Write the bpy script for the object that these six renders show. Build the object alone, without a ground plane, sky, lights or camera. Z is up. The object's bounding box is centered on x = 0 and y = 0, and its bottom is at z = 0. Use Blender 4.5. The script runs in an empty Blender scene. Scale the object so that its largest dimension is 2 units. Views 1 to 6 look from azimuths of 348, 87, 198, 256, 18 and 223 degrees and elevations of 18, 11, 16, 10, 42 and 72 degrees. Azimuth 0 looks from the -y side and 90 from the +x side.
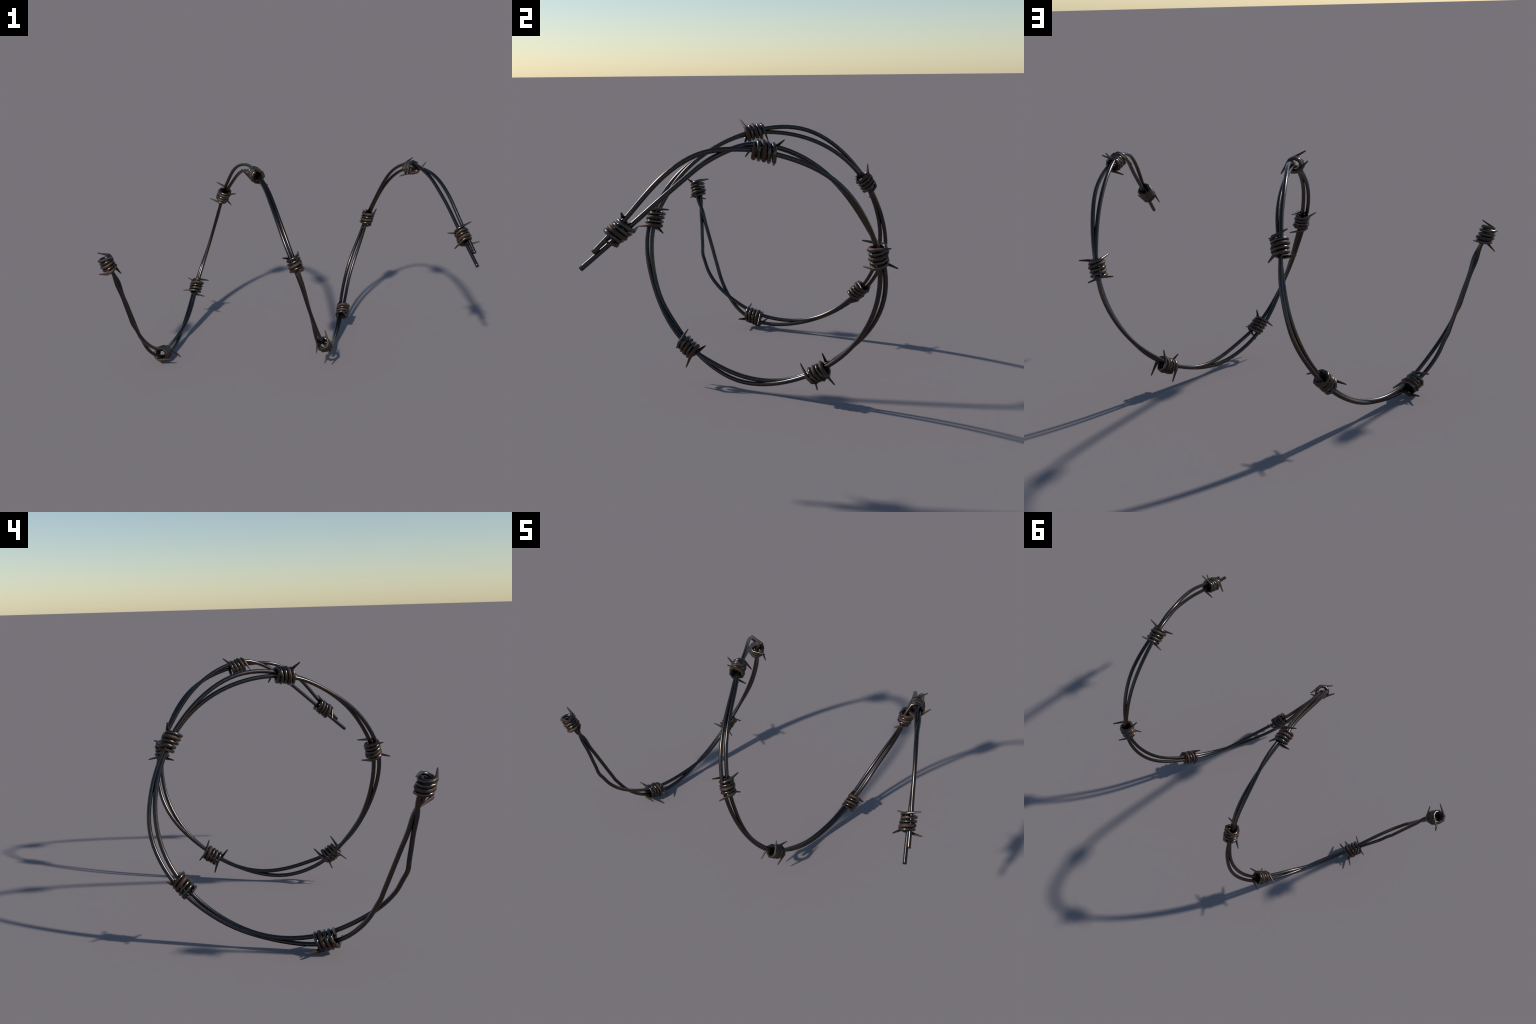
"""A length of barbed wire, pulled out of its coil into one and a half helical turns.

Two line wires run side by side and twist loosely round each other; eleven barbs sit on
them at regular spacing.  Every barb is two short pointed wires wound together, right
handed, round the pair: one rusty, one of bare dark steel.
"""
import bpy
import math
from mathutils import Vector, Euler, Matrix

# ---------------------------------------------------------------------------
# Sizes (metres, the whole thing is 2 m long)
# ---------------------------------------------------------------------------
LINE_RADIUS = 0.0098          # line wire
LINE_SIDES = 8
LINE_STEPS_PER_STATION = 4    # sweep rings between two spine stations

COIL_SEGMENTS = 8             # the winding is a bent rod: flats per turn
COIL_SIDES = 8

# Spine of the pair: midpoint between the two wires, and the offset of the first
# wire from it (the second one lies opposite).  The offset turns as the pair twists.
SPINE = [
    # from barb 1 on
    ((-0.9471, -0.2813, 0.7194), (-0.0020, 0.0072, -0.0000)),
    ((-0.9171, -0.2715, 0.6528), (-0.0022, 0.0071, 0.0006)),
    ((-0.9055, -0.2652, 0.6178), (-0.0062, -0.0008, -0.0022)),
    ((-0.8833, -0.2547, 0.5416), (-0.0015, -0.0093, -0.0040)),
    ((-0.8610, -0.2441, 0.4654), (-0.0010, -0.0183, -0.0072)),
    ((-0.8462, -0.2371, 0.4146), (-0.0007, -0.0244, -0.0094)),
    ((-0.8363, -0.2324, 0.3808), (-0.0005, -0.0284, -0.0109)),
    ((-0.8235, -0.2232, 0.3478), (0.0027, -0.0278, -0.0115)),
    ((-0.8062, -0.2086, 0.2997), (0.0055, -0.0263, -0.0109)),
    ((-0.7941, -0.1969, 0.2691), (0.0080, -0.0233, -0.0091)),
    ((-0.7849, -0.1873, 0.2470), (0.0099, -0.0202, -0.0069)),
    ((-0.7741, -0.1764, 0.2267), (0.0100, -0.0170, -0.0049)),
    ((-0.7491, -0.1441, 0.1782), (0.0133, -0.0080, 0.0015)),
    ((-0.7165, -0.0985, 0.1280), (0.0126, 0.0009, 0.0104)),
    ((-0.6838, -0.0498, 0.0896), (0.0084, 0.0057, 0.0166)),
    # from barb 2 on
    ((-0.6462, 0.0114, 0.0598), (0.0007, 0.0040, 0.0199)),
    ((-0.5897, 0.1162, 0.0424), (-0.0065, 0.0038, 0.0142)),
    ((-0.5342, 0.2272, 0.0522), (-0.0051, 0.0012, 0.0063)),
    ((-0.4765, 0.3421, 0.0896), (0.0046, -0.0037, 0.0029)),
    ((-0.4216, 0.4507, 0.1575), (0.0072, -0.0067, 0.0037)),
    # from barb 3 on
    ((-0.3723, 0.5432, 0.2493), (0.0059, -0.0098, 0.0063)),
    ((-0.3199, 0.6071, 0.3581), (0.0021, -0.0135, 0.0046)),
    ((-0.2697, 0.6360, 0.4789), (-0.0025, -0.0150, 0.0019)),
    ((-0.2316, 0.6276, 0.6042), (-0.0029, -0.0100, -0.0011)),
    ((-0.2042, 0.5927, 0.7243), (-0.0026, -0.0058, -0.0018)),
    # from barb 4 on
    ((-0.1846, 0.5369, 0.8353), (0.0047, -0.0032, -0.0033)),
    ((-0.1593, 0.4601, 0.9318), (0.0100, -0.0041, -0.0063)),
    ((-0.1413, 0.3631, 1.0130), (0.0117, -0.0060, -0.0120)),
    ((-0.1240, 0.2487, 1.0693), (0.0062, -0.0047, -0.0170)),
    ((-0.1046, 0.1246, 1.0916), (-0.0020, -0.0010, -0.0134)),
    # from barb 5 on
    ((-0.0924, 0.0010, 1.0829), (-0.0044, 0.0016, -0.0046)),
    ((-0.0736, -0.1165, 1.0478), (-0.0065, -0.0004, -0.0012)),
    ((-0.0621, -0.2259, 0.9888), (-0.0086, -0.0006, -0.0005)),
    ((-0.0492, -0.3259, 0.9117), (-0.0101, -0.0041, 0.0024)),
    ((-0.0273, -0.4064, 0.8147), (-0.0111, -0.0087, 0.0029)),
    # from barb 6 on
    ((0.0048, -0.4637, 0.7043), (-0.0089, -0.0107, 0.0005)),
    ((0.0441, -0.4826, 0.5838), (-0.0056, -0.0111, -0.0016)),
    ((0.0813, -0.4690, 0.4627), (-0.0016, -0.0077, -0.0022)),
    ((0.1216, -0.4341, 0.3484), (0.0027, -0.0058, -0.0015)),
    ((0.1621, -0.3767, 0.2449), (0.0098, -0.0082, -0.0010)),
    # from barb 7 on
    ((0.2094, -0.3022, 0.1563), (0.0144, -0.0043, 0.0042)),
    ((0.2669, -0.2082, 0.0923), (0.0130, -0.0001, 0.0140)),
    ((0.3281, -0.1000, 0.0506), (0.0056, 0.0004, 0.0154)),
    ((0.3869, 0.0187, 0.0447), (-0.0027, 0.0006, 0.0074)),
    ((0.4446, 0.1328, 0.0745), (-0.0063, 0.0023, 0.0019)),
    # from barb 8 on
    ((0.4953, 0.2358, 0.1308), (-0.0099, 0.0026, 0.0022)),
    ((0.5415, 0.3267, 0.2052), (-0.0122, 0.0042, 0.0024)),
    ((0.5890, 0.4026, 0.2977), (-0.0108, 0.0095, -0.0006)),
    ((0.6415, 0.4510, 0.4079), (-0.0085, 0.0139, 0.0001)),
    ((0.6899, 0.4658, 0.5302), (-0.0040, 0.0123, 0.0014)),
    # from barb 9 on
    ((0.7238, 0.4471, 0.6570), (-0.0024, 0.0054, 0.0030)),
    ((0.7512, 0.3955, 0.7773), (-0.0062, -0.0026, -0.0001)),
    ((0.7751, 0.3241, 0.8893), (-0.0119, -0.0046, -0.0010)),
    ((0.7958, 0.2311, 0.9827), (-0.0186, -0.0012, 0.0025)),
    ((0.8122, 0.1214, 1.0461), (-0.0185, 0.0015, 0.0097)),
    # from barb 10 on
    ((0.8280, 0.0060, 1.0814), (-0.0124, 0.0024, 0.0114)),
    ((0.8382, -0.0543, 1.0876), (-0.0076, -0.0017, 0.0083)),
    ((0.8505, -0.1152, 1.0819), (-0.0065, -0.0012, -0.0004)),
    ((0.8617, -0.1765, 1.0682), (-0.0018, 0.0029, -0.0108)),
    ((0.8727, -0.2359, 1.0445), (-0.0015, 0.0090, -0.0181)),
    ((0.8871, -0.3009, 1.0027), (-0.0017, 0.0157, -0.0215)),
    ((0.9010, -0.3657, 0.9497), (-0.0020, 0.0173, -0.0196)),
    ((0.9139, -0.4339, 0.8846), (-0.0036, 0.0138, -0.0146)),
    ((0.9246, -0.4893, 0.8312), (-0.0053, 0.0094, -0.0115)),
]
LONG_END = (0.9495, -0.6528, 0.6768)
SHORT_END = (0.9522, -0.6056, 0.7356)
BARBS = [
    ((-0.9478, -0.2815, 0.7212), (172.2, -19.4, 37.1), (0.995, 0.995, 0.995)),
    ((-0.6535, 0.0125, 0.0557), (-132.5, -65.9, 12.2), (1.070, 1.070, 1.045)),
    ((-0.3704, 0.5362, 0.2553), (-20.6, -39.5, -93.9), (0.997, 0.997, 0.997)),
    ((-0.1832, 0.5359, 0.8373), (-24.7, 26.1, -115.2), (1.000, 1.000, 1.000)),
    ((-0.0959, 0.0005, 1.0819), (-101.3, 59.6, 177.9), (0.999, 0.999, 0.999)),
    ((0.0099, -0.4545, 0.7031), (179.8, 22.2, 133.8), (0.994, 0.994, 0.994)),
    ((0.2204, -0.3090, 0.1580), (127.3, -5.7, 145.9), (0.991, 0.991, 0.991)),
    ((0.5047, 0.2373, 0.1221), (59.0, -5.6, 157.8), (0.995, 0.995, 0.995)),
    ((0.7215, 0.4422, 0.6580), (-1.2, -14.1, 149.0), (0.998, 0.998, 0.998)),
    ((0.8214, 0.0038, 1.0708), (-70.0, -44.4, 169.1), (0.999, 0.999, 0.999)),
    ((0.9216, -0.5160, 0.8050), (-144.3, -41.7, -134.6), (1.001, 1.001, 1.001)),
]
# One pointed wire of a barb, in the barb's own frame (z along the line wire):
# winding radius, rod radius, angle and height where the winding starts and ends,
# and the two points.
RUSTY = dict(radii=(0.0322, 0.0337), rods=(0.0082, 0.0083, 0.0099, 0.0088),
             start=(167.0, -0.0412), end=(167.0 + 720.0, 0.0368),
             tips=((0.0042, 0.0696, -0.0522), (-0.0326, -0.0675, 0.0495)))
STEEL = dict(radii=(0.0326, 0.0326), rods=(0.0083, 0.0082, 0.0082, 0.0083),
             start=(3.0, -0.0383), end=(3.0 + 720.0, 0.0372),
             tips=((0.0143, -0.0687, -0.0552), (0.0105, 0.0656, 0.0564)))
TIP_RADIUS = 0.0031


# ---------------------------------------------------------------------------
# Geometry helpers
# ---------------------------------------------------------------------------
def natural_spline(points):
    """Natural cubic spline through points, chord-length parameter; returns (f, knots)."""
    pts = [Vector(p) for p in points]
    n = len(pts)
    t = [0.0]
    for a, b in zip(pts, pts[1:]):
        t.append(t[-1] + max((b - a).length, 1e-5))
    h = [t[i + 1] - t[i] for i in range(n - 1)]
    lower, diag, upper = [0.0] * n, [1.0] * n, [0.0] * n
    rhs = [Vector((0, 0, 0)) for _ in range(n)]
    for i in range(1, n - 1):
        lower[i], diag[i], upper[i] = h[i - 1], 2 * (h[i - 1] + h[i]), h[i]
        rhs[i] = 6 * ((pts[i + 1] - pts[i]) / h[i] - (pts[i] - pts[i - 1]) / h[i - 1])
    for i in range(1, n):
        w = lower[i] / diag[i - 1]
        diag[i] -= w * upper[i - 1]
        rhs[i] = rhs[i] - w * rhs[i - 1]
    m = [Vector((0, 0, 0)) for _ in range(n)]
    m[-1] = rhs[-1] / diag[-1]
    for i in range(n - 2, -1, -1):
        m[i] = (rhs[i] - upper[i] * m[i + 1]) / diag[i]

    def f(i, s):
        """Point at fraction s of interval i."""
        x1 = s * h[i]
        x0 = h[i] - x1
        return (m[i] * x0 ** 3 / (6 * h[i]) + m[i + 1] * x1 ** 3 / (6 * h[i])
                + (pts[i] / h[i] - m[i] * h[i] / 6) * x0
                + (pts[i + 1] / h[i] - m[i + 1] * h[i] / 6) * x1)
    return f, n - 1


def sweep(name, path, radii, sides, material, smooth=True):
    """Tube with mitred rings along a path, closed by flat end caps."""
    n = len(path)
    verts, faces = [], []
    tangents = []
    for i in range(n):
        a = path[max(i - 1, 0)]
        b = path[min(i + 1, n - 1)]
        if 0 < i < n - 1:
            d = (path[i] - a).normalized() + (b - path[i]).normalized()
        else:
            d = b - a
        tangents.append(d.normalized())
    up = Vector((0, 0, 1)) if abs(tangents[0].z) < 0.9 else Vector((1, 0, 0))
    normal = (up - up.dot(tangents[0]) * tangents[0]).normalized()
    for i in range(n):
        tg = tangents[i]
        normal = (normal - normal.dot(tg) * tg).normalized()
        binormal = tg.cross(normal)
        mitre = 1.0
        if 0 < i < n - 1:
            c = (path[i] - path[i - 1]).normalized().dot(tg)
            mitre = 1.0 / max(c, 0.6)
            bend = ((path[i + 1] - path[i]).normalized() - (path[i] - path[i - 1]).normalized())
            bend = bend - bend.dot(tg) * tg
        for k in range(sides):
            ang = 2 * math.pi * k / sides
            off = (normal * math.cos(ang) + binormal * math.sin(ang)) * radii[i]
            if mitre > 1.001 and bend.length > 1e-6:
                bd = bend.normalized()
                off = off + bd * off.dot(bd) * (mitre - 1.0)
            verts.append(path[i] + off)
    for i in range(n - 1):
        for k in range(sides):
            k2 = (k + 1) % sides
            faces.append((i * sides + k, i * sides + k2, (i + 1) * sides + k2, (i + 1) * sides + k))
    faces.append(tuple(reversed(range(sides))))
    faces.append(tuple((n - 1) * sides + k for k in range(sides)))
    mesh = bpy.data.meshes.new(name)
    mesh.from_pydata([tuple(v) for v in verts], [], faces)
    for p in mesh.polygons:
        p.use_smooth = smooth and len(p.vertices) == 4
    mesh.materials.append(material)
    mesh.update()
    return mesh


def line_wire_path(sign, end):
    stations = [Vector(c) + sign * Vector(o) for c, o in SPINE]
    last = stations[-1]                       # the cut end runs out straight
    stations += [last.lerp(Vector(end), q) for q in (0.25, 0.5, 0.75, 1.0)]
    f, n = natural_spline(stations)
    path = []
    for i in range(n):
        for s in range(LINE_STEPS_PER_STATION):
            path.append(f(i, s / LINE_STEPS_PER_STATION))
    path.append(Vector(end))
    return path


def barb_wire_mesh(name, spec, material):
    """Point, winding, point: a rod bent in flats round the line wires."""
    (a0, z0), (a1, z1) = spec["start"], spec["end"]
    steps = round((a1 - a0) / 360.0 * COIL_SEGMENTS)
    path, radii = [], []
    tip0, tip1 = Vector(spec["tips"][0]), Vector(spec["tips"][1])
    coil = []
    for i in range(steps + 1):
        s = i / steps
        a = math.radians(a0 + (a1 - a0) * s)
        r = spec["radii"][0] + (spec["radii"][1] - spec["radii"][0]) * s
        coil.append(Vector((r * math.cos(a), r * math.sin(a), z0 + (z1 - z0) * s)))
    spike = ((-0.012, TIP_RADIUS * 0.45), (0.012, TIP_RADIUS * 0.9), (0.10, TIP_RADIUS * 1.15),
             (0.50, 0.0056), (0.82, 0.0075))
    for s, r in spike:
        path.append(tip0.lerp(coil[0], s))
        radii.append(r)
    rods = spec["rods"]                     # thickness along the winding (rust builds up)
    for i, c in enumerate(coil):
        q = i / steps * (len(rods) - 1)
        j = min(int(q), len(rods) - 2)
        path.append(c)
        radii.append(rods[j] + (rods[j + 1] - rods[j]) * (q - j))
    for s, r in reversed(spike):
        path.append(tip1.lerp(coil[-1], s))
        radii.append(r)
    return sweep(name, path, radii, COIL_SIDES, material)


# ---------------------------------------------------------------------------
# Materials
# ---------------------------------------------------------------------------
def new_material(name):
    mat = bpy.data.materials.new(name)
    mat.use_nodes = True
    nt = mat.node_tree
    bsdf = nt.nodes["Principled BSDF"]
    coord = nt.nodes.new("ShaderNodeTexCoord")
    return mat, nt, bsdf, coord


def noise(nt, coord, scale, detail=4.0, rough=0.55):
    n = nt.nodes.new("ShaderNodeTexNoise")
    n.inputs["Scale"].default_value = scale
    n.inputs["Detail"].default_value = detail
    n.inputs["Roughness"].default_value = rough
    nt.links.new(coord.outputs["Object"], n.inputs["Vector"])
    return n


def ramp(nt, source, stops):
    r = nt.nodes.new("ShaderNodeValToRGB")
    els = r.color_ramp.elements
    els[0].position, els[0].color = stops[0][0], (*stops[0][1], 1)
    els[1].position, els[1].color = stops[-1][0], (*stops[-1][1], 1)
    for p, c in stops[1:-1]:
        e = els.new(p)
        e.color = (*c, 1)
    nt.links.new(source, r.inputs["Fac"])
    return r


def grey(v):
    return (v, v, v)


def math_node(nt, op, a, b=None):
    m = nt.nodes.new("ShaderNodeMath")
    m.operation = op
    for i, x in enumerate((a, b)):
        if x is None:
            continue
        if isinstance(x, (int, float)):
            m.inputs[i].default_value = x
        else:
            nt.links.new(x, m.inputs[i])
    return m.outputs[0]


def mix_color(nt, fac, a, b):
    m = nt.nodes.new("ShaderNodeMix")
    m.data_type = 'RGBA'
    nt.links.new(fac, m.inputs[0])
    nt.links.new(a, m.inputs[6])
    nt.links.new(b, m.inputs[7])
    return m.outputs[2]


def line_wire_material():
    mat, nt, bsdf, coord = new_material("dark_line_wire")
    broad = noise(nt, coord, 9.0, 3.0)
    fine = noise(nt, coord, 160.0, 5.0, 0.65)
    tone = ramp(nt, broad.outputs["Fac"], [(0.38, LINE_COOL), (0.62, LINE_WARM)])
    grain = ramp(nt, fine.outputs["Fac"], [(0.36, grey(0.78)), (0.66, (1.18, 1.12, 1.08))])
    mul = nt.nodes.new("ShaderNodeMix")
    mul.data_type = 'RGBA'
    mul.blend_type = 'MULTIPLY'
    mul.inputs[0].default_value = 1.0
    nt.links.new(tone.outputs["Color"], mul.inputs[6])
    nt.links.new(grain.outputs["Color"], mul.inputs[7])
    nt.links.new(mul.outputs[2], bsdf.inputs["Base Color"])
    r = ramp(nt, fine.outputs["Fac"], [(0.3, grey(0.23)), (0.7, grey(0.31))])
    nt.links.new(r.outputs["Color"], bsdf.inputs["Roughness"])
    bsdf.inputs["Metallic"].default_value = 1.0
    return mat


def barb_material(name, rust_zones):
    """Dark steel with dull brown rust on some stretches of the winding.

    Object z runs along the barb, so a stretch is (z where clean, z where rusty, strength)."""
    mat, nt, bsdf, coord = new_material(name)
    sep = nt.nodes.new("ShaderNodeSeparateXYZ")
    nt.links.new(coord.outputs["Object"], sep.inputs[0])
    fine = noise(nt, coord, 90.0)
    wob = math_node(nt, 'MULTIPLY', math_node(nt, 'SUBTRACT', fine.outputs["Fac"], 0.5), 0.012)
    z = math_node(nt, 'ADD', sep.outputs["Z"], wob)
    mask = None
    for clean, rusted, strength in rust_zones:
        mr = nt.nodes.new("ShaderNodeMapRange")
        mr.interpolation_type = 'SMOOTHSTEP'
        nt.links.new(z, mr.inputs["Value"])
        lo, hi = min(clean, rusted), max(clean, rusted)
        mr.inputs["From Min"].default_value = lo
        mr.inputs["From Max"].default_value = hi
        mr.inputs["To Min"].default_value = 0.0 if clean < rusted else strength
        mr.inputs["To Max"].default_value = strength if clean < rusted else 0.0
        mask = mr.outputs[0] if mask is None else math_node(nt, 'MAXIMUM', mask, mr.outputs[0])
    steel = ramp(nt, fine.outputs["Fac"], [(0.35, STEEL_DARK), (0.7, STEEL_LIGHT)])
    rust = ramp(nt, fine.outputs["Fac"], [(0.3, RUST_DARK), (0.7, RUST_LIGHT)])
    nt.links.new(mix_color(nt, mask, steel.outputs["Color"], rust.outputs["Color"]),
                 bsdf.inputs["Base Color"])
    rough = nt.nodes.new("ShaderNodeMapRange")
    nt.links.new(mask, rough.inputs["Value"])
    rough.inputs["To Min"].default_value = 0.27
    rough.inputs["To Max"].default_value = 0.55
    nt.links.new(rough.outputs[0], bsdf.inputs["Roughness"])
    bsdf.inputs["Specular IOR Level"].default_value = 0.35
    metal = nt.nodes.new("ShaderNodeMapRange")
    nt.links.new(mask, metal.inputs["Value"])
    metal.inputs["To Min"].default_value = 1.0
    metal.inputs["To Max"].default_value = RUST_METALLIC
    nt.links.new(metal.outputs[0], bsdf.inputs["Metallic"])
    return mat


LINE_COOL, LINE_WARM = (0.064, 0.063, 0.066), (0.086, 0.068, 0.057)
STEEL_DARK, STEEL_LIGHT = (0.076, 0.068, 0.062), (0.125, 0.098, 0.078)
RUST_DARK, RUST_LIGHT = (0.042, 0.0205, 0.0125), (0.070, 0.037, 0.024)
RUST_METALLIC = 0.15


# ---------------------------------------------------------------------------
# Assembly
# ---------------------------------------------------------------------------
def add(name, mesh, parent):
    ob = bpy.data.objects.new(name, mesh)
    bpy.context.scene.collection.objects.link(ob)
    ob.parent = parent
    return ob


def build():
    root = add("barbed_wire", None, None)
    root["label"] = "twisted dark steel barbed wire stretched into a loose coil"
    root["category"] = "barbed wire"

    line_mat = line_wire_material()
    for sign, end in ((1, LONG_END), (-1, SHORT_END)):
        path = line_wire_path(sign, end)
        add("line_wire", sweep("line_wire", path, [LINE_RADIUS] * len(path), LINE_SIDES, line_mat), root)

    rusty = barb_wire_mesh("rusty_barb_wire", RUSTY, barb_material("rusty_steel", [(-0.030, -0.006, 1.0), (-0.040, -0.047, 0.8)]))
    steel = barb_wire_mesh("steel_barb_wire", STEEL, barb_material("bare_steel", [(-0.042, -0.052, 0.6)]))
    for position, turn, scale in BARBS:
        barb = add("barb", None, root)
        barb.location = position
        barb.rotation_euler = Euler([math.radians(a) for a in turn], 'XYZ')
        barb.scale = scale
        add("rusty_barb_wire", rusty, barb)
        add("steel_barb_wire", steel, barb)


build()
